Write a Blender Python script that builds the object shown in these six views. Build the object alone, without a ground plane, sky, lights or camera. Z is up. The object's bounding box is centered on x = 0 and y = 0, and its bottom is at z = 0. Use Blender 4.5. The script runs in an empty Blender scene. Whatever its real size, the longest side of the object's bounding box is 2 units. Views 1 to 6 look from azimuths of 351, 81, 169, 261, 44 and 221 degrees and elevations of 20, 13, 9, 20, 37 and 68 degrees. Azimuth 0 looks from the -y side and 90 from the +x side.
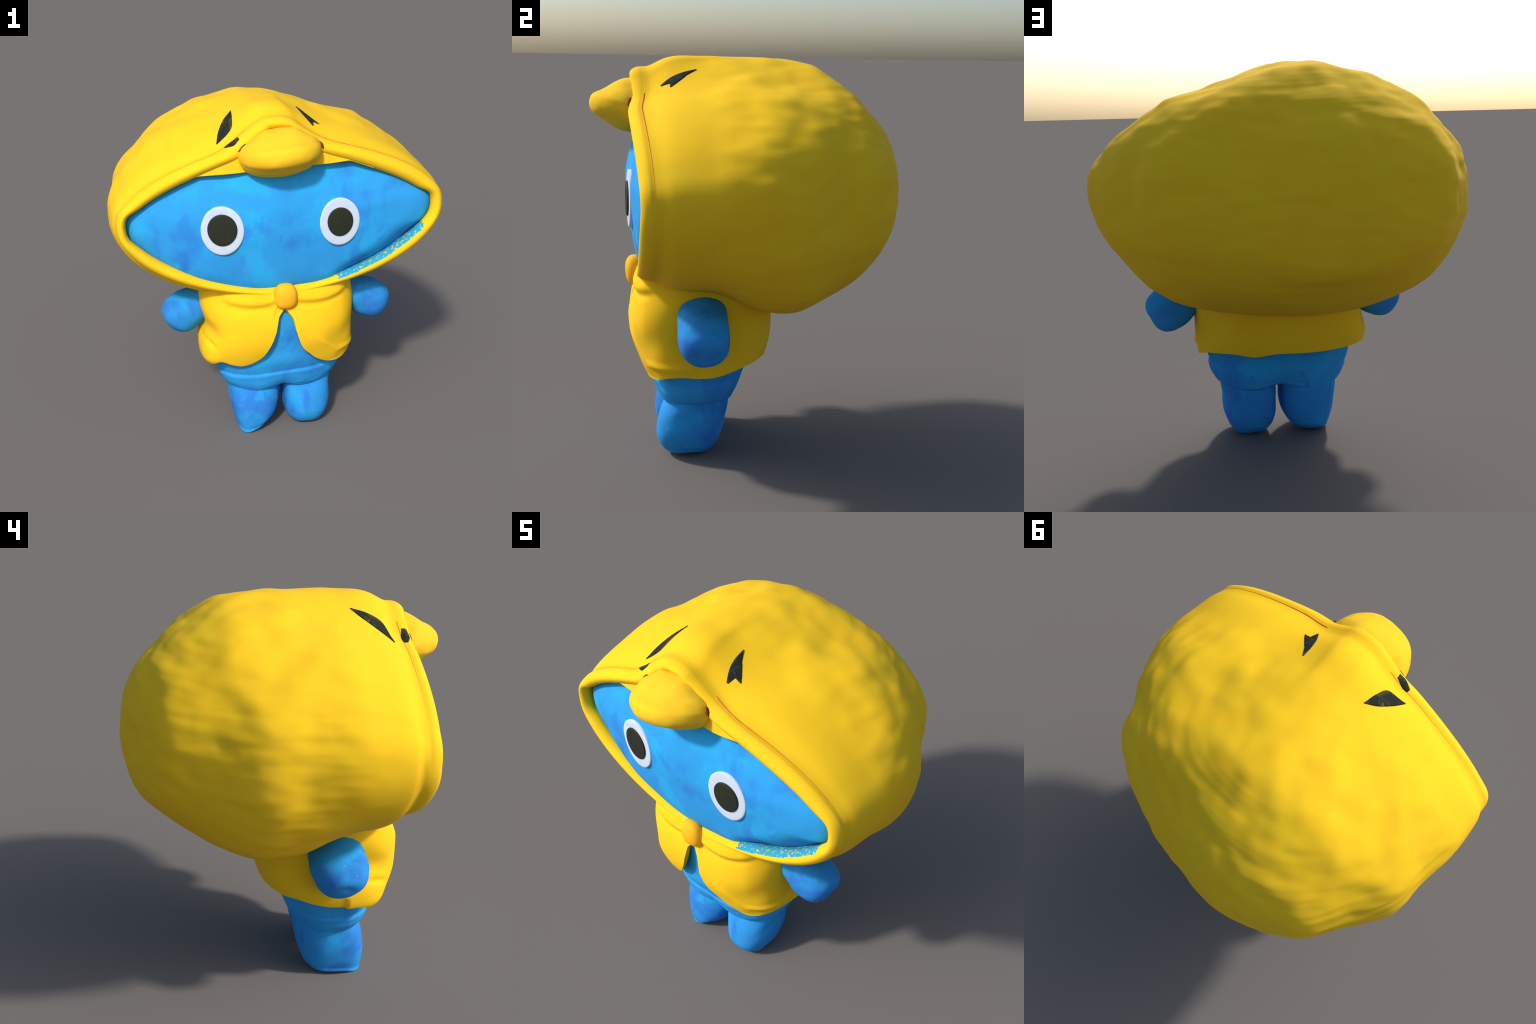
import bpy, bmesh, math, random
import numpy as np
from mathutils import Vector, noise
from mathutils.bvhtree import BVHTree

random.seed(7)
TAU = 2 * math.pi

# ------------------------------------------------------------------ helpers
def interp_rows(keys, t):
    """Smooth (Catmull-Rom, chord-scaled) interpolation of key rows [(t, ...)] at parameter t."""
    k = np.array(keys, float)
    ts, vs = k[:, 0], k[:, 1:]
    t = np.clip(np.atleast_1d(t), ts[0], ts[-1])
    d = np.zeros_like(vs)
    h = np.diff(ts)[:, None]
    s = np.diff(vs, axis=0) / h
    d[1:-1] = (s[:-1] * h[1:] + s[1:] * h[:-1]) / (h[1:] + h[:-1])
    d[0], d[-1] = s[0], s[-1]
    i = np.clip(np.searchsorted(ts, t, side='right') - 1, 0, len(ts) - 2)
    hh = h[i]
    u = ((t - ts[i])[:, None]) / hh
    return ((2*u**3 - 3*u**2 + 1) * vs[i] + (u**3 - 2*u**2 + u) * hh * d[i]
            + (-2*u**3 + 3*u**2) * vs[i+1] + (u**3 - u**2) * hh * d[i+1])

def catmull_points(P, n):
    """P: (rows, m, 3) key loops -> smooth loft of about n rows through them."""
    P = np.asarray(P, float)
    L = np.linalg.norm(np.diff(P, axis=0), axis=2).mean(axis=1)
    ts = np.concatenate([[0], np.cumsum(np.maximum(L, 1e-4) ** 0.75)])
    flat = P.reshape(len(P), -1)
    t = np.linspace(0, ts[-1], n)
    step = t[1] - t[0]
    t = np.array([v for v in t if np.abs(ts - v).min() > .3 * step])   # no sliver rows beside the keys
    t = np.unique(np.concatenate([t, ts]))
    return interp_rows(np.column_stack([ts, flat]), t).reshape(len(t), *P.shape[1:])

def spow(v, e):
    return np.sign(v) * np.abs(v) ** e

def smooth(a, b, x):
    u = np.clip((np.asarray(x, float) - a) / (b - a), 0, 1)
    return u * u * (3 - 2 * u)

def new_object(name, verts, faces, mat, parent=None, smooth_shade=True):
    me = bpy.data.meshes.new(name)
    me.from_pydata([tuple(map(float, v)) for v in verts], [], [tuple(map(int, f)) for f in faces])
    me.validate()
    bm = bmesh.new(); bm.from_mesh(me)
    bmesh.ops.remove_doubles(bm, verts=bm.verts, dist=1e-5)
    bmesh.ops.recalc_face_normals(bm, faces=bm.faces)
    bm.to_mesh(me); bm.free()
    me.polygons.foreach_set('use_smooth', [smooth_shade] * len(me.polygons))
    ob = bpy.data.objects.new(name, me)
    bpy.context.scene.collection.objects.link(ob)
    if mat: me.materials.append(mat)
    if parent: ob.parent = parent
    return ob

def loft_faces(rows, cols, closed=True, cap0=False, cap1=False):
    f = []
    m = cols if closed else cols - 1
    for r in range(rows - 1):
        for c in range(m):
            c2 = (c + 1) % cols
            f.append((r*cols + c, r*cols + c2, (r+1)*cols + c2, (r+1)*cols + c))
    if cap0: f.append(tuple(range(cols))[::-1])
    if cap1: f.append(tuple((rows-1)*cols + c for c in range(cols)))
    return f

def apply_modifier(ob, kind, **kw):
    m = ob.modifiers.new(kind.lower(), kind)
    for k, v in kw.items(): setattr(m, k, v)
    dg = bpy.context.evaluated_depsgraph_get()
    me = bpy.data.meshes.new_from_object(ob.evaluated_get(dg))
    ob.modifiers.clear()
    old = ob.data; ob.data = me; bpy.data.meshes.remove(old)
    me.name = ob.name
    me.polygons.foreach_set('use_smooth', [True] * len(me.polygons))

def lump(P, scale, seed, stretch=(1, 1, 1)):
    s = Vector((seed * 7.31, seed * 3.17, seed * 1.93))
    return noise.noise(Vector((P[0]*stretch[0], P[1]*stretch[1], P[2]*stretch[2])) * scale + s)

def displace(ob, fn):
    me = ob.data
    nrm = [v.normal.copy() for v in me.vertices]
    for v, n in zip(me.vertices, nrm):
        v.co += n * fn(v.co, n)
    me.update()

# ------------------------------------------------------------------ materials
def cloth(name, base, tints, grain=220, bump=0.12, rough=0.92, fleck=None, blotch=3.0):
    """Diffuse knit: base colour with soft blotches of the tints, fine grain bump, rare flecks."""
    m = bpy.data.materials.new(name); m.use_nodes = True
    nt = m.node_tree; N, L = nt.nodes, nt.links
    bsdf = N['Principled BSDF']
    bsdf.inputs['Roughness'].default_value = rough
    bsdf.inputs['Specular IOR Level'].default_value = 0.15
    tc = N.new('ShaderNodeTexCoord')
    col = None
    def rgb(c):
        n = N.new('ShaderNodeRGB'); n.outputs[0].default_value = (*c, 1); return n.outputs[0]
    col = rgb(base)
    for i, (c, scale, lo, hi, amt, stretch) in enumerate(tints):
        mp = N.new('ShaderNodeMapping')
        mp.inputs['Location'].default_value = (3.7*i + 1.3, 2.1*i, 5.9*i)
        mp.inputs['Scale'].default_value = stretch
        L.new(tc.outputs['Object'], mp.inputs['Vector'])
        no = N.new('ShaderNodeTexNoise')
        no.inputs['Scale'].default_value = scale
        no.inputs['Detail'].default_value = 4
        no.inputs['Roughness'].default_value = 0.55
        no.inputs['Distortion'].default_value = 0.4
        L.new(mp.outputs[0], no.inputs['Vector'])
        mr = N.new('ShaderNodeMapRange'); mr.interpolation_type = 'SMOOTHSTEP'
        mr.inputs['From Min'].default_value = lo; mr.inputs['From Max'].default_value = hi
        mr.inputs['To Max'].default_value = amt
        L.new(no.outputs['Fac'], mr.inputs['Value'])
        mx = N.new('ShaderNodeMix'); mx.data_type = 'RGBA'
        L.new(mr.outputs[0], mx.inputs[0]); L.new(col, mx.inputs[6]); L.new(rgb(c), mx.inputs[7])
        col = mx.outputs[2]
    if fleck:
        c, scale, thr = fleck
        vo = N.new('ShaderNodeTexVoronoi'); vo.inputs['Scale'].default_value = scale
        L.new(tc.outputs['Object'], vo.inputs['Vector'])
        ma = N.new('ShaderNodeMath'); ma.operation = 'LESS_THAN'; ma.inputs[1].default_value = thr
        L.new(vo.outputs['Distance'], ma.inputs[0])
        wn = N.new('ShaderNodeTexWhiteNoise'); L.new(vo.outputs['Position'], wn.inputs['Vector'])
        g = N.new('ShaderNodeMath'); g.operation = 'GREATER_THAN'; g.inputs[1].default_value = 0.55
        L.new(wn.outputs['Value'], g.inputs[0])
        mu = N.new('ShaderNodeMath'); mu.operation = 'MULTIPLY'
        L.new(ma.outputs[0], mu.inputs[0]); L.new(g.outputs[0], mu.inputs[1])
        mx = N.new('ShaderNodeMix'); mx.data_type = 'RGBA'
        L.new(mu.outputs[0], mx.inputs[0]); L.new(col, mx.inputs[6]); L.new(rgb(c), mx.inputs[7])
        col = mx.outputs[2]
    L.new(col, bsdf.inputs['Base Color'])
    if bump:
        gn = N.new('ShaderNodeTexNoise'); gn.inputs['Scale'].default_value = grain
        gn.inputs['Detail'].default_value = 2
        L.new(tc.outputs['Object'], gn.inputs['Vector'])
        bp = N.new('ShaderNodeBump'); bp.inputs['Strength'].default_value = bump
        bp.inputs['Distance'].default_value = 0.002
        L.new(gn.outputs['Fac'], bp.inputs['Height']); L.new(bp.outputs[0], bsdf.inputs['Normal'])
    return m

YEL = (0.86, 0.53, 0.016)
yellow = cloth('yellow_fleece', YEL,
               [((0.90, 0.49, 0.014), 2.6, 0.5, 0.72, 0.6, (1, 1, 1)),
                ((0.84, 0.58, 0.018), 3.4, 0.52, 0.75, 0.6, (1, 1, 1.4))])
cape_yellow = cloth('cape_fleece', (0.88, 0.53, 0.014),
               [((0.90, 0.46, 0.012), 3.2, 0.5, 0.75, 0.6, (1, 1, 1))])
beak_yellow = cloth('beak_felt', (0.84, 0.51, 0.022),
               [((0.86, 0.47, 0.018), 5.0, 0.5, 0.75, 0.6, (1, 1, 1))])
knob_orange = cloth('knob_felt', (0.90, 0.45, 0.018),
               [((0.88, 0.38, 0.012), 7.0, 0.5, 0.75, 0.6, (1, 1, 1))])
blue = cloth('blue_fleece', (0.028, 0.300, 0.70),
             [((0.024, 0.375, 0.78), 3.2, 0.46, 0.62, 0.9, (1, 1, 1)),
              ((0.028, 0.210, 0.64), 5.0, 0.50, 0.64, 0.75, (1, 1, 0.7)),
              ((0.018, 0.15, 0.52), 10.0, 0.60, 0.72, 0.50, (1, 1, 0.5))],
             grain=260, bump=0.15)
limb_blue = cloth('limb_fleece', (0.027, 0.250, 0.62),
             [((0.024, 0.32, 0.72), 4.0, 0.46, 0.62, 0.9, (1, 1, 1)),
              ((0.028, 0.165, 0.56), 5.0, 0.50, 0.64, 0.8, (1, 1, 0.8)),
              ((0.020, 0.12, 0.45), 11.0, 0.60, 0.72, 0.45, (1, 1, 0.5))],
             grain=260, bump=0.15, fleck=((0.75, 0.55, 0.25), 26.0, 0.05))
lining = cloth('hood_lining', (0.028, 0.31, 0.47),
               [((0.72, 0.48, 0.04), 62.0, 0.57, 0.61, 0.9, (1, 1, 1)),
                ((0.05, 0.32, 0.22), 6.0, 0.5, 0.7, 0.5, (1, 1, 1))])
black = cloth('black_felt', (0.016, 0.020, 0.018),
              [((0.06, 0.062, 0.02), 16.0, 0.46, 0.62, 0.8, (1, 1, 1)),
               ((0.34, 0.20, 0.014), 30.0, 0.62, 0.72, 0.7, (1, 1, 1))], bump=0.2)
pupil_black = cloth('pupil_plastic', (0.021, 0.025, 0.016),
              [((0.032, 0.040, 0.020), 24.0, 0.5, 0.75, 0.7, (1, 1, 1))], bump=0.05, rough=0.6)
white = cloth('eye_plastic', (0.54, 0.63, 0.76),
              [((0.40, 0.50, 0.68), 12.0, 0.5, 0.75, 0.6, (1, 1, 1))], bump=0.05, rough=0.6)
thread = cloth('seam_thread', (0.80, 0.27, 0.012),
               [((0.55, 0.13, 0.012), 12.0, 0.5, 0.75, 0.6, (1, 1, 1))], bump=0)

# ------------------------------------------------------------------ the thing
doll = bpy.data.objects.new('hooded_doll', None)
bpy.context.scene.collection.objects.link(doll)
doll['label'] = 'blue plush doll in a yellow beaked hood and cape'
doll['category'] = 'plush toy'

# ------------------------------------------------------------------ hood
NT = 320
TH = np.linspace(0, TAU, NT, endpoint=False)
def ring(y, xl, xr, zt, zb, zc, cx, ntl, ntr, nbl, nbr, rh=0, rw=.2, th=TH):
    """One closed cross-section of the hood in a plane of constant y."""
    c, s = np.cos(th), np.sin(th)
    n = np.where(s >= 0, np.where(c >= 0, ntr, ntl) + .15 * np.cos(2 * th), np.where(c >= 0, nbr, nbl))
    # soften the extreme points so that neither the flanks nor the crown end in a ridge
    n = n + (2.0 - n) * (n < 2) * (1 - smooth(.0, .40, np.abs(s)) * smooth(.0, .25, np.abs(c)))
    ax = np.where(c >= 0, xr - cx, cx - xl)
    hz = np.where(s >= 0, zt - rh - zc, zc - zb)
    x = cx + ax * spow(c, 2 / n)
    z = zc + hz * spow(s, 2 / n)
    # the crown carries a narrow ridge that runs back from the beak
    z = z + (s > 0) * rh * np.exp(-np.abs((x + .05) / rw) ** 2.6) * smooth(0, .3, s)
    return np.stack([x, np.full_like(x, y), z], axis=1)

# y     left   right  top    bottom middle apex_x  roundness: top-left, top-right, bottom-left, bottom-right,  ridge height, width
HOOD = [
 (-.535, -.916, .921, 1.941, .924, 1.385, -.02, 1.60, 1.62, 1.90, 1.94, .105, .20),
 (-.42, -.933, .932, 1.980, .879, 1.385, -.04, 1.61, 1.59, 1.98, 1.98, .090, .20),
 (-.22, -.953, .947, 1.995, .842, 1.385, -.07, 1.72, 1.60, 2.03, 1.98, .050, .22),
 ( .00, -.930, .922, 1.990, .758, 1.385, -.09, 1.83, 1.81, 2.24, 2.18, .020, .25),
 ( .17, -.925, .853, 1.980, .754, 1.385, -.10, 1.83, 1.80, 2.32, 2.42, .010, .25),
 ( .33, -.858, .742, 1.953, .796, 1.375, -.11, 1.93, 1.89, 2.24, 2.34, 0, .25),
 ( .48, -.764, .662, 1.857, .873, 1.365, -.12, 2.12, 2.12, 2.05, 2.27, 0, .25),
 ( .60, -.682, .509, 1.744, .964, 1.355, -.14, 2.20, 2.26, 2.00, 2.20, 0, .25),
 ( .70, -.513, .250, 1.630, 1.054, 1.345, -.16, 2.08, 2.26, 1.97, 2.15, 0, .25),
 ( .76, -.349, -.004, 1.480, 1.222, 1.335, -.19, 1.97, 2.2, 1.93, 2.12, 0, .25)]
POLE = np.array([-.20, .783, 1.335])

OUT0 = ring(*HOOD[0])
# opening of the hood: a pointed lens, arched a little at the top over the beak
INN = ring(-.55, -.862, .852, 1.80, .965, 1.385, -.01, 1.30, 1.25, 1.64, 1.66)
INN[:, 2] += .078 * np.exp(-((INN[:, 0] + .03) / .15) ** 4) * (INN[:, 2] > 1.5)
s_top = np.clip(np.sin(TH), 0, 1) ** 1.0
c_abs = np.abs(np.cos(TH))
# how far forward the hem reaches at each point round the opening
YF = np.where(np.sin(TH) > 0, -.556 - .062 * s_top ** 2.2, -.556 - .022 * np.clip(-np.sin(TH), 0, 1))
YF += np.where(np.cos(TH) < 0, .005, 0) * c_abs
centre = np.exp(-((INN[:, 0] + .02) / .2) ** 4) * (INN[:, 2] > 1.5)
YF += .026 * centre                      # the brim steps back above the beak

def mixrow(k, y):
    p = INN * (1 - k) + OUT0 * k
    p[:, 1] = y
    return p
seam_depth = .005 * smooth(-.05, .3, np.sin(TH)) * (1 - .6 * centre)
def shrink(p, d):
    c = np.array([-.02, 0, 1.385]); v = p - c; v[:, 1] = 0
    v /= np.linalg.norm(v, axis=1)[:, None]
    return p - v * np.asarray(d)[:, None] if np.ndim(d) else p - v * d
rows = []
r = shrink(mixrow(0, -.40), -.030); rows.append(r)          # lining, inside
rows.append(shrink(mixrow(0, YF + .085), -.010))
rows.append(mixrow(0, YF + .040))
rows.append(mixrow(.18, YF + .010))
rows.append(mixrow(.48, YF))
rows.append(mixrow(.78, YF + .014))
rows.append(mixrow(.95, YF + .040))
g = shrink(mixrow(1.0, YF + .062), seam_depth); rows.append(g)  # groove of the hem seam
SEAM = g.copy()
rows.append(mixrow(1.005, YF + .085))
for k in HOOD[1:]:
    rows.append(ring(*k))
last = rows[-1].copy()
rows.append(np.repeat(POLE[None], NT, 0))
ghost = np.roll(last, NT // 2, axis=0)
rows.append(ghost)
K = catmull_points(rows, 300)
# drop the ghost part beyond the pole
pole_i = int(np.argmin(np.linalg.norm(K - POLE, axis=2).max(axis=1)))
K = K[:pole_i + 1]
hood = new_object('hood', K.reshape(-1, 3), loft_faces(len(K), NT), yellow, doll)

# broad dents and swells of the stuffing: centre, radius, height
SWELLS = [((.56, .10, 1.82), .12, .016), ((.34, .08, 1.90), .13, -.014), ((-.58, .12, 1.84), .11, -.010),
          ((-.40, .15, 1.93), .10, .012), ((-.02, .16, 1.97), .16, -.004), ((.45, -.25, 1.80), .13, .008),
          ((.70, .20, .93), .10, .012), ((-.60, -.15, 1.72), .16, .010),
          ((.27, .60, 1.62), .15, -.014), ((-.30, .60, 1.63), .20, .024), ((-.69, .34, 1.55), .16, -.032), ((.13, .50, 1.78), .15, -.012), ((.54, .12, .86), .15, .017), ((-.93, .12, 1.2), .14, .010), ((-.72, .15, 1.68), .13, -.012), ((.70, .25, 1.66), .14, .010)]
def hood_relief(p, n):
    back = float(smooth(-.5, -.1, p.y))
    lower = .4 + .6 * float(smooth(1.0, 1.4, p.z))
    d = .009 * back * lump(p, 3.0, 1) + .011 * lower * back * lump(p, 5.5, 2, (1, 1, 1.3))
    d += .0065 * lower * float(smooth(-.45, 0, p.y)) * lump(p, 11, 3, (1, .8, 1.4))
    # faint horizontal pull lines in the fleece
    d += .0016 * float(smooth(-.40, -.1, p.y)) * lump(p, 12, 4, (.5, .5, 2.6))
    d += .0007 * float(smooth(-.45, -.1, p.y)) * lump(p, 22, 5, (.25, .25, 3.0))
    for c, r, h in SWELLS:
        q = (p - Vector(c)).length_squared / (r * r)
        if q < 6: d += h * math.exp(-q)
    return d
displace(hood, hood_relief)
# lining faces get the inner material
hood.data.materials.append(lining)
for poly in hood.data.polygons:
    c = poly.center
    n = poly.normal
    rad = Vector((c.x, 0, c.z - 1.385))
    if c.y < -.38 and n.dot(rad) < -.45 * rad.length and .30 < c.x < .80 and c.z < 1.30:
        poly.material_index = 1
hood_bm = bmesh.new(); hood_bm.from_mesh(hood.data)
HOOD_TREE = BVHTree.FromBMesh(hood_bm)

# hem seam thread lying in the groove, from the beak out to each side
def tube(name, path, radius, mat, parent, seg=8):
    path = [Vector(p) for p in path]
    V, n = [], len(path)
    for i, p in enumerate(path):
        t = (path[min(i+1, n-1)] - path[max(i-1, 0)]).normalized()
        a = t.cross(Vector((0, 1, 0))).normalized(); b = t.cross(a)
        r = radius(i / (n - 1)) if callable(radius) else radius
        for k in range(seg):
            an = TAU * k / seg
            V.append(p + a * math.cos(an) * r + b * math.sin(an) * r)
    return new_object(name, V, loft_faces(n, seg, True, True, True), mat, parent)

def on_hood(x, y, z, off):
    hit = HOOD_TREE.find_nearest(Vector((x, y, z)))
    return hit[0] + hit[1] * off
for side in (1, -1):
    sel = [i for i in range(NT) if np.sin(TH[i]) > .12 and side * SEAM[i, 0] > .19]
    sel.sort(key=lambda i: side * SEAM[i, 0])
    path = [on_hood(*SEAM[i], -.0015) for i in sel]
    w = .0055 if side > 0 else .0032
    tube('seam_thread', path, lambda t, w=w: w * (1 - .75 * t), thread, hood, 6)

# dark of the creases at the beak's corners, modelled as small brown tubes
crease_dark = cloth('dark_crease', (0.16, 0.03, 0.008), [((0.5, 0.14, 0.012), 30.0, 0.5, 0.7, 0.8, (1, 1, 1))], bump=0)
for pts, w in (([(.168, -.60, 1.825), (.190, -.60, 1.800), (.205, -.605, 1.782), (.208, -.612, 1.755)], .0075),
               ([(-.205, -.60, 1.815), (-.228, -.60, 1.792), (-.245, -.605, 1.775)], .0045)):
    P = interp_rows([(i / (len(pts) - 1), *p) for i, p in enumerate(pts)], np.linspace(0, 1, 14))
    tube('dark_crease', [on_hood(*p, .001) for p in P], lambda t, w=w: w * (.25 + math.sin(math.pi * t) ** .7), crease_dark, hood, 8)

# ------------------------------------------------------------------ felt marks sewn on the hood
def felt_mark(left, right, dome=.004, rows=24, cols=9):
    """Patch of felt between two edge curves (each a list of points), laid on the hood."""
    def edge(pts):
        k = [(i / (len(pts) - 1), *p) for i, p in enumerate(pts)]
        return interp_rows(k, np.linspace(0, 1, rows))
    A, B = edge(left), edge(right)
    V = []
    for top in (0, 1):
        for i in range(rows):
            for j in range(cols):
                u = j / (cols - 1)
                p = A[i] * (1 - u) + B[i] * u
                rim = (1 - (2*u - 1) ** 4)
                V.append(on_hood(*p, (.0022 + .0020 * rim) if top else -.010))
    n = rows * cols
    F = [tuple(a + n for a in f) for f in loft_faces(rows, cols, False)]
    F += [f[::-1] for f in loft_faces(rows, cols, False)]
    loop = [j for j in range(cols)] + [i*cols + cols-1 for i in range(1, rows)] + \
           [(rows-1)*cols + j for j in range(cols-2, -1, -1)] + [i*cols for i in range(rows-2, 0, -1)]
    for a, b in zip(loop, loop[1:] + loop[:1]):
        F.append((a, b, b + n, a + n))
    return new_object('felt_mark', V, F, black, hood)

felt_mark([(-.236, -.285, 1.93), (-.285, -.335, 1.895), (-.325, -.410, 1.845), (-.345, -.475, 1.795)],
          [(-.230, -.285, 1.93), (-.240, -.370, 1.91), (-.262, -.445, 1.87), (-.340, -.478, 1.797)])
felt_mark([(-.252, -.538, 1.858), (-.290, -.528, 1.825), (-.312, -.532, 1.795)],
          [(-.234, -.566, 1.838), (-.262, -.568, 1.80), (-.308, -.552, 1.785)])
felt_mark([(.132, -.280, 1.93), (.142, -.345, 1.915), (.160, -.400, 1.895), (.188, -.452, 1.858)],
          [(.140, -.280, 1.93), (.172, -.330, 1.905), (.200, -.370, 1.875), (.196, -.448, 1.855)])
felt_mark([(.165, -.370, 1.89), (.185, -.400, 1.868), (.226, -.404, 1.838)],
          [(.178, -.335, 1.90), (.202, -.365, 1.872), (.230, -.400, 1.838)])

# ------------------------------------------------------------------ beak
PROF = [(0, -.46, 1.895), (.12, -.60, 1.895), (.22, -.66, 1.876), (.34, -.728, 1.838), (.44, -.778, 1.808), (.5, -.787, 1.772),
        (.56, -.778, 1.738), (.66, -.728, 1.698), (.78, -.67, 1.660), (.88, -.60, 1.635), (1, -.46, 1.640)]
NU, NV = 81, 64
prof = interp_rows(PROF, np.linspace(0, 1, NV))
V = []
for i in range(NU):
    u = math.sin((i / (NU - 1) - .5) * math.pi)
    f = max(0, 1 - abs(u) ** 2.3) ** (1 / 2.3)
    gz = max(0, 1 - abs(u) ** 2.2) ** (1 / 2.2)
    x = -.022 + .228 * u
    for y, z in prof:
        yy = -.52 + (y + .52) * f
        if z > 1.8: z -= .040 * float(smooth(.35, .85, abs(u)) * smooth(-.68, -.58, y))   # top tucks under the brim
        V.append((x, yy, 1.744 + (z - 1.755) * gz + .012 * u))
beak = new_object('beak', V, loft_faces(NU, NV, True), beak_yellow, hood)
displace(beak, lambda p, n: .004 * lump(p, 9, 3) + .002 * lump(p, 22, 9))

# straight band of the hood's hem behind and below the beak
V = []; NX, NZ = 60, 14
upper = INN[np.sin(TH) > .15]; upper = upper[np.argsort(upper[:, 0])]
front_y = YF[np.sin(TH) > .15][np.argsort(INN[np.sin(TH) > .15][:, 0])]
for k in range(NZ):
    v = k / (NZ - 1)
    for i in range(NX):
        u = i / (NX - 1)
        x = -.55 + 1.05 * u
        zi = float(np.interp(x, upper[:, 0], upper[:, 2]))
        zb = min(1.652 + .022 * (x + .4) / .745, zi + .004)
        zt = max(zb + .012, min(1.80, zi + .022))
        y = float(np.interp(x, upper[:, 0], front_y)) + .034 - .010 * v * float(smooth(.50, .30, abs(x + .025)))
        V.append((x, y, zt * (1 - v) + zb * v))
band = new_object('hem_band', V, loft_faces(NZ, NX, False), yellow, hood)
apply_modifier(band, 'SOLIDIFY', thickness=.028, offset=0)
apply_modifier(band, 'BEVEL', width=.010, segments=3, limit_method='ANGLE')

# ------------------------------------------------------------------ head (blue face inside the hood)
FACE = ring(0, -.885, .872, 1.83, .915, 1.385, -.01, 1.45, 1.40, 1.75, 1.70)
rows = []
for k, y in [(0.0, -.618), (.18, -.617), (.36, -.606), (.54, -.590), (.72, -.570), (.86, -.548), (.94, -.522), (1.0, -.47), (1.03, -.36), (.9, -.1), (.5, .1)]:
    p = np.array([-.01, 0, 1.385]) + (FACE - np.array([-.01, 0, 1.385])) * k
    p[:, 1] = y
    rows.append(p)
K = catmull_points(rows, 90)
fx, fz = K[..., 0], K[..., 2]
front = smooth(-.3, -.45, K[..., 1])
K[..., 1] += front * (-.012 * smooth(1.25, 1.02, fz) + .022 * smooth(1.4, 1.7, fz))
K[..., 1] += front * .025 * smooth(-.4, -.85, fx)
# the face sinks away from the hem along the lower edge on the doll's left
edge = np.linspace(0, 1, len(K))[:, None]
K[..., 1] += front * .055 * smooth(.70, .94, np.hypot((fx + .01) / .88, (fz - 1.385) / .47)) * smooth(.25, .40, fx) * smooth(1.30, 1.18, fz)
head = new_object('head', K.reshape(-1, 3), loft_faces(len(K), NT, True, False, True), blue, doll)
displace(head, lambda p, n: .006 * lump(p, 4, 6) + .003 * lump(p, 9, 7) if p.y < -.3 else 0)
hb = bmesh.new(); hb.from_mesh(head.data); HEAD_TREE = BVHTree.FromBMesh(hb)

# ------------------------------------------------------------------ eyes
def face_y(x, z):
    hit = HEAD_TREE.ray_cast(Vector((x, -2, z)), Vector((0, 1, 0)))
    return hit[0].y
def dome(name, c, rx, rz, base, height, mat, parent, slope, seg=72):
    """Round button: a side wall of depth base, then a shallow crown; slope = (dy/dx, dy/dz) of its seat."""
    prof = [(1.0, -base), (1.0, height * .35), (.988, height * .58), (.955, height * .74)]
    prof += [(r, height * (.74 + .26 * (1 - (r / .955) ** 2))) for r in (.85, .7, .5, .3, .12)]
    V = []
    for r, h in prof:
        for k in range(seg):
            a = TAU * k / seg
            w = 1 + .012 * math.sin(2*a + c[0]*9) + .008 * math.sin(3*a + c[2]*5)
            x, z = rx * r * w * math.cos(a), rz * r * w * math.sin(a)
            V.append((c[0] + x, c[1] - h + x * slope[0] + z * slope[1], c[2] + z))
    return new_object(name, V, loft_faces(len(prof), seg, True, False, True), mat, parent)
for (cx, cz), rx, rz, (px, pz), prx, prz in [((-.352, 1.350), .116, .137, (-.353, 1.356), .080, .089),
                                             ((.298, 1.346), .114, .135, (.299, 1.347), .073, .082)]:
    sx = (face_y(cx + rx, cz) - face_y(cx - rx, cz)) / (2 * rx)
    sz = (face_y(cx, cz + rz) - face_y(cx, cz - rz)) / (2 * rz)
    around = [face_y(cx + rx * math.cos(a), cz + rz * math.sin(a)) - sx * rx * math.cos(a) - sz * rz * math.sin(a)
              for a in np.linspace(0, TAU, 24)]
    seat = .5 * min(around) + .5 * sum(around) / len(around)
    eye = dome('eye', (cx, seat, cz), rx, rz, .04, .008, white, doll, (sx, sz))
    dome('pupil', (px, seat - .006, pz), prx, prz, .02, .012, pupil_black, eye, (sx, sz))

# ------------------------------------------------------------------ torso
def stack(name, keys, mat, parent, nz=60, seg=96, cap=True, n=2.6):
    """Body of stacked super-elliptic slices: (z, cx, half width, y front, y back)."""
    k = interp_rows(keys, np.linspace(keys[0][0], keys[-1][0], nz))
    zs = np.linspace(keys[0][0], keys[-1][0], nz)
    th = np.linspace(0, TAU, seg, endpoint=False)
    V = []
    for z, (cx, w, yf, yb) in zip(zs, k):
        cy, hy = (yf + yb) / 2, (yb - yf) / 2
        V.append(np.stack([cx + w * spow(np.cos(th), 2/n), cy + hy * spow(np.sin(th), 2/n), np.full(seg, z)], 1))
    V = np.array(V)
    return new_object(name, V.reshape(-1, 3), loft_faces(nz, seg, True, cap, cap), mat, parent), V

TORSO = [(.280, -.01, .18, -.36, -.20), (.288, -.01, .27, -.435, -.14), (.305, -.01, .320, -.465, -.105), (.335, -.01, .350, -.487, -.085),
         (.380, -.01, .370, -.504, -.060), (.405, -.012, .374, -.509, -.048), (.416, -.012, .370, -.505, -.042), (.430, -.012, .374, -.511, -.037), (.480, -.012, .385, -.530, -.010),
         (.560, -.012, .395, -.540, .035), (.680, -.012, .395, -.555, .060), (.80, -.012, .38, -.560, .06), (.95, -.012, .35, -.54, .05)]
torso, _ = stack('torso', TORSO, blue, doll, nz=130, seg=128)
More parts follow.
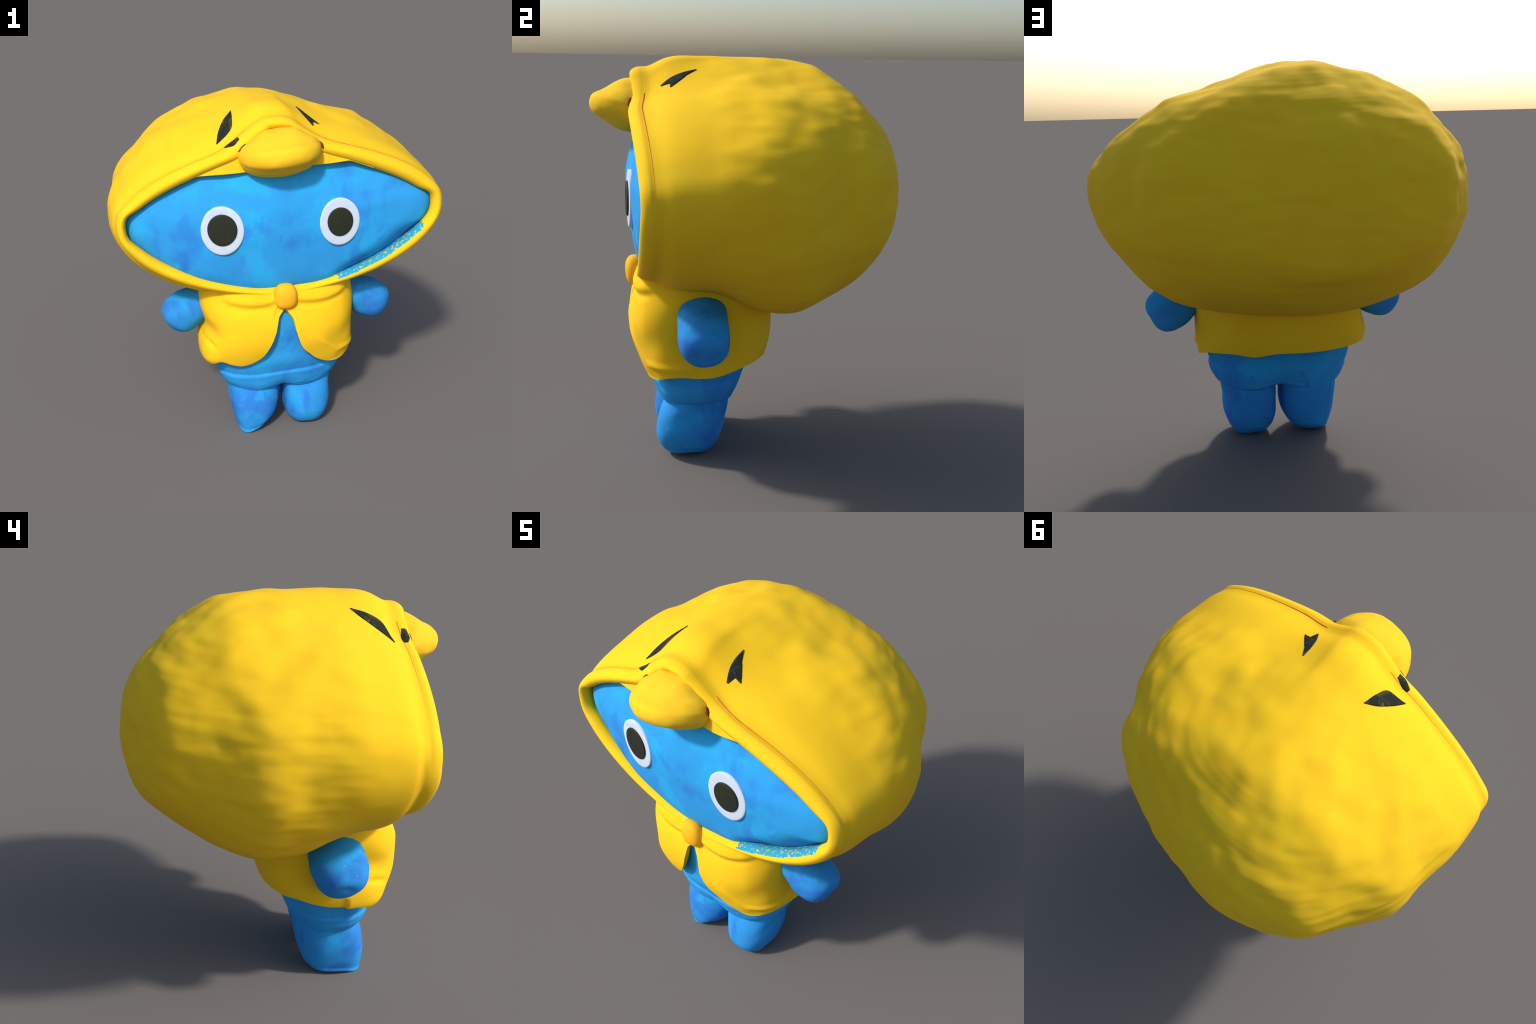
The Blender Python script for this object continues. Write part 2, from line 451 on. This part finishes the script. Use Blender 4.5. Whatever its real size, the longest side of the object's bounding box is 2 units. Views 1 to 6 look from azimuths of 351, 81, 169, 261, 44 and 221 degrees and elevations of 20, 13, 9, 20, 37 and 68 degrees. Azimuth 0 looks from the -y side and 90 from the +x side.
# hem of the trousers runs a little higher on the doll's left side
for v in torso.data.vertices:
    f = float(smooth(.62, .42, v.co.z))
    v.co.z += f * (.055 * v.co.x - .02 * math.exp(-((abs(v.co.x + .01) - .18) / .10) ** 2) * float(smooth(.45, .30, v.co.z))
                   + .020 * math.exp(-((v.co.x + .005) / .055) ** 2) * float(smooth(.40, .30, v.co.z)))
displace(torso, lambda p, n: .006 * lump(p, 5, 11) + .003 * lump(p, 12, 12))

# ------------------------------------------------------------------ legs
LEG_L = [(.006, .140, .050, -.40, -.27), (.016, .140, .085, -.432, -.235), (.044, .138, .113, -.462, -.195), (.09, .141, .131, -.483, -.165),
         (.16, .145, .143, -.480, -.142), (.24, .147, .147, -.463, -.130), (.30, .153, .148, -.430, -.125), (.36, .155, .14, -.42, -.13)]
LEG_R = [(.002, -.205, .050, -.42, -.24), (.012, -.203, .080, -.455, -.215), (.040, -.190, .105, -.475, -.175), (.09, -.181, .130, -.485, -.148),
         (.16, -.176, .147, -.480, -.125), (.24, -.174, .153, -.462, -.110), (.30, -.173, .155, -.440, -.105), (.36, -.175, .145, -.42, -.12)]
for keys, sx in ((LEG_L, 1), (LEG_R, -1)):
    leg, _ = stack('leg', keys, limb_blue, doll, nz=70, seg=80, n=2.5)
    for v in leg.data.vertices:
        if sx < 0:   # the doll's right foot is pinched to a point in front
            w = math.exp(-((v.co.x + .255) / .06) ** 2 - ((v.co.y + .45) / .07) ** 2 - (v.co.z / .09) ** 2)
            v.co.z -= .024 * w
            v.co.z += .03 * math.exp(-((v.co.x + .10) / .06) ** 2 - ((v.co.y + .45) / .06) ** 2 - (v.co.z / .06) ** 2)
    displace(leg, lambda p, n: .006 * lump(p, 6, 15 + sx) + .003 * lump(p, 14, 18))
    for v in leg.data.vertices: v.co.z = max(v.co.z, .0)

# ------------------------------------------------------------------ arms
def arm(path, mat):
    """Mitten-like arm: oval slices along a short path (pos, half depth in y, half height)."""
    k = [(i / (len(path) - 1), *p) for i, p in enumerate(path)]
    n, seg = 60, 64
    R = interp_rows(k, np.linspace(0, 1, n))
    V = []
    for i in range(n):
        p = Vector(R[i, :3]); a, b = Vector(R[max(i-1, 0), :3]), Vector(R[min(i+1, n-1), :3])
        t = (b - a).normalized()
        up = Vector((0, 1, 0)).cross(t).normalized()
        for j in range(seg):
            an = TAU * j / seg
            q = 2 / 2.3
            V.append(p + Vector((0, 1, 0)) * R[i, 3] * float(spow(math.cos(an), q)) + up * R[i, 4] * float(spow(math.sin(an), q)))
    ob = new_object('arm', V, loft_faces(n, seg, True, True, True), mat, doll)
    displace(ob, lambda p, nn: .007 * lump(p, 7, 21) + .003 * lump(p, 15, 22))
    return ob
arm([(.33, -.275, 0.853, .10, .070), (.41, -.275, 0.823, .112, .078), (.48, -.275, 0.786, .118, .100), (.545, -.275, 0.745, .119, .119),
     (.600, -.275, 0.710, .111, .113), (.632, -.275, 0.688, .090, .094), (.650, -.275, 0.676, .058, .062), (.657, -.275, 0.672, .012, .012)], limb_blue)
arm([(-.33, -.235, 0.853, .12, .070), (-.41, -.235, 0.823, .130, .078), (-.48, -.235, 0.791, .136, .100), (-.55, -.235, 0.758, .137, .115),
     (-.607, -.235, 0.726, .126, .108), (-.642, -.235, 0.704, .102, .087), (-.662, -.235, 0.691, .064, .056), (-.669, -.235, 0.687, .012, .012)], limb_blue)

# ------------------------------------------------------------------ cape
# plan of the cape at three heights: angle 0 = front centre, growing towards the doll's left (+x)
def curve(v, ts, vals):
    return float(interp_rows(list(zip(ts, vals)), v)[0, 0])
def cape_plan(phi, v):
    """Point on the cape for a direction phi and drop v (0 collar .. 1 hem level z=.48)."""
    s, c = math.sin(phi), math.cos(phi)
    n = 3.25 if c > 0 else 2.5
    side = s >= 0
    w = curve(v, [0, .25, .55, .8, 1], [.42, .443, .436, .440, .430] if side else [.43, .468, .452, .475, .445])
    yf = curve(v, [0, .1, .25, .55, .75, .9, 1], [-.535, -.562, -.585, -.610, -.592, -.562, -.535])
    yb = curve(v, [0, .3, .55, .8, 1], [.085, .105, .108, .095, .06])
    cy = -.25
    x = -.012 + w * float(spow(s, 2 / n))
    y = cy + (yf - cy if c > 0 else yb - cy) * abs(float(spow(c, 2 / n))) 
    return x, y
HEM = [(0.0, .86), (.015, .835), (.055, .665), (.13, .545), (.20, .490), (.27, .462), (.34, .462), (.395, .487), (.43, .50)]
HEM_R = [(0.0, .86), (.04, .845), (.085, .685), (.13, .585), (.19, .525), (.26, .497), (.33, .505), (.39, .520), (.41, .505), (.44, .490), (.46, .51)]
def hem_z(x, y, side):
    front = float(smooth(-.30, -.42, y))
    tab = HEM if side > 0 else HEM_R
    zf = float(interp_rows(tab, [abs(x)])[0, 0]) if abs(x) < tab[-1][0] else tab[-1][1]
    # sides and back: nearly level, dipping at the flanks
    zs = .49 if side > 0 else .505
    zb = .535 + .006 * math.sin(9 * x) - .020 * math.exp(-((x - .16) / .07) ** 2)
    back = float(smooth(-.25, -.02, y))
    return front * zf + (1 - front) * ((1 - back) * zs + back * zb)
NP, NVV = 260, 60
phis = []
for i in range(NP):
    u = i / (NP - 1)
    phis.append(u)
# walk round from the doll's left front edge, past the back, to the right front edge
def phi_of(u):
    a = .00035 if True else 0
    return a + u * (TAU - 2 * a)
V = []
for i in range(NP):
    u = i / (NP - 1)
    u = .5 + .5 * math.copysign(abs(2*u - 1) ** .8, 2*u - 1)
    ph = phi_of(u)
    side = 1 if math.sin(ph) >= 0 else -1
    x0, y0 = cape_plan(ph, .6)
    zb = hem_z(x0, y0, side)
    for j in range(NVV):
        t = j / (NVV - 1)
        z = .985 + (zb - .985) * t
        v = (.985 - z) / (.985 - .47)
        x, y = cape_plan(ph, v)
        V.append((x, y, z))
cape = new_object('cape', V, loft_faces(NP, NVV, False), cape_yellow, doll)
def cape_relief(p, n):
    d = .008 * lump(p, 4, 31) + .004 * lump(p, 9, 32)
    if p.y < -.3:
        # sagging fold below the collar on each side, and a lip along the hem of the flaps
        sag = .93 - .05 * math.cos(p.x * 5.0) + (.02 if p.x > 0 else 0)
        fold = .865 + .9 * (abs(p.x) - .17) ** 2
        d += (.020 * float(smooth(fold - .015, fold + .03, p.z)) * float(smooth(1.0, .95, p.z)) * float(smooth(.40, .30, abs(p.x)))
              - .008 * math.exp(-((p.z - fold) / .018) ** 2) * float(smooth(.38, .28, abs(p.x))))
        if p.x > 0:
            # turned edge of the flap: everything below a slanting crease stands a little proud
            dist = (.775 - p.z) * .72 - (p.x - .055) * .69
            d += .009 * float(smooth(-.012, .012, dist)) * float(smooth(.34, .26, p.x)) * float(smooth(.84, .76, p.z))
            d += .009 * math.exp(-((p.z - .535 - .05 * (p.x - .35)) / .018) ** 2) * float(smooth(.27, .34, p.x))
            d -= .012 * math.exp(-((p.x - .33) / .08) ** 2 - ((p.z - .62) / .07) ** 2)
        else:
            d -= .016 * math.exp(-((p.x + .44) / .05) ** 2 - ((p.z - .70) / .06) ** 2)
            d += .022 * math.exp(-((p.x + .44) / .05) ** 2 - ((p.z - .52) / .05) ** 2)
            d -= .014 * math.exp(-((p.x + .445) / .03) ** 2 - ((p.z - .625 + .4 * (p.x + .44)) / .016) ** 2)
            d += .006 * math.exp(-((p.x + .20 + .5 * (p.z - .7)) / .05) ** 2) * float(smooth(.86, .78, p.z))
    return d
displace(cape, cape_relief)
apply_modifier(cape, 'SOLIDIFY', thickness=.032, offset=-1)
apply_modifier(cape, 'BEVEL', width=.011, segments=3, limit_method='ANGLE', angle_limit=math.radians(50))

# knob that closes the collar
def blob(name, c, r, mat, parent, e=2.4):
    V = []; nl, ns = 28, 48
    for i in range(nl):
        a = math.pi * (i / (nl - 1) - .5)
        for j in range(ns):
            b = TAU * j / ns
            q = 2 / e
            V.append((c[0] + r[0] * float(spow(math.cos(a), q) * spow(math.cos(b), q)),
                      c[1] + r[1] * float(spow(math.cos(a), q) * spow(math.sin(b), q)),
                      c[2] + r[2] * float(spow(math.sin(a), q))))
    return new_object(name, V, loft_faces(nl, ns, True), mat, parent)
knob = blob('knob', (-.011, -.584, .928), (.067, .046, .077), knob_orange, cape)
displace(knob, lambda p, n: .004 * lump(p, 14, 51))
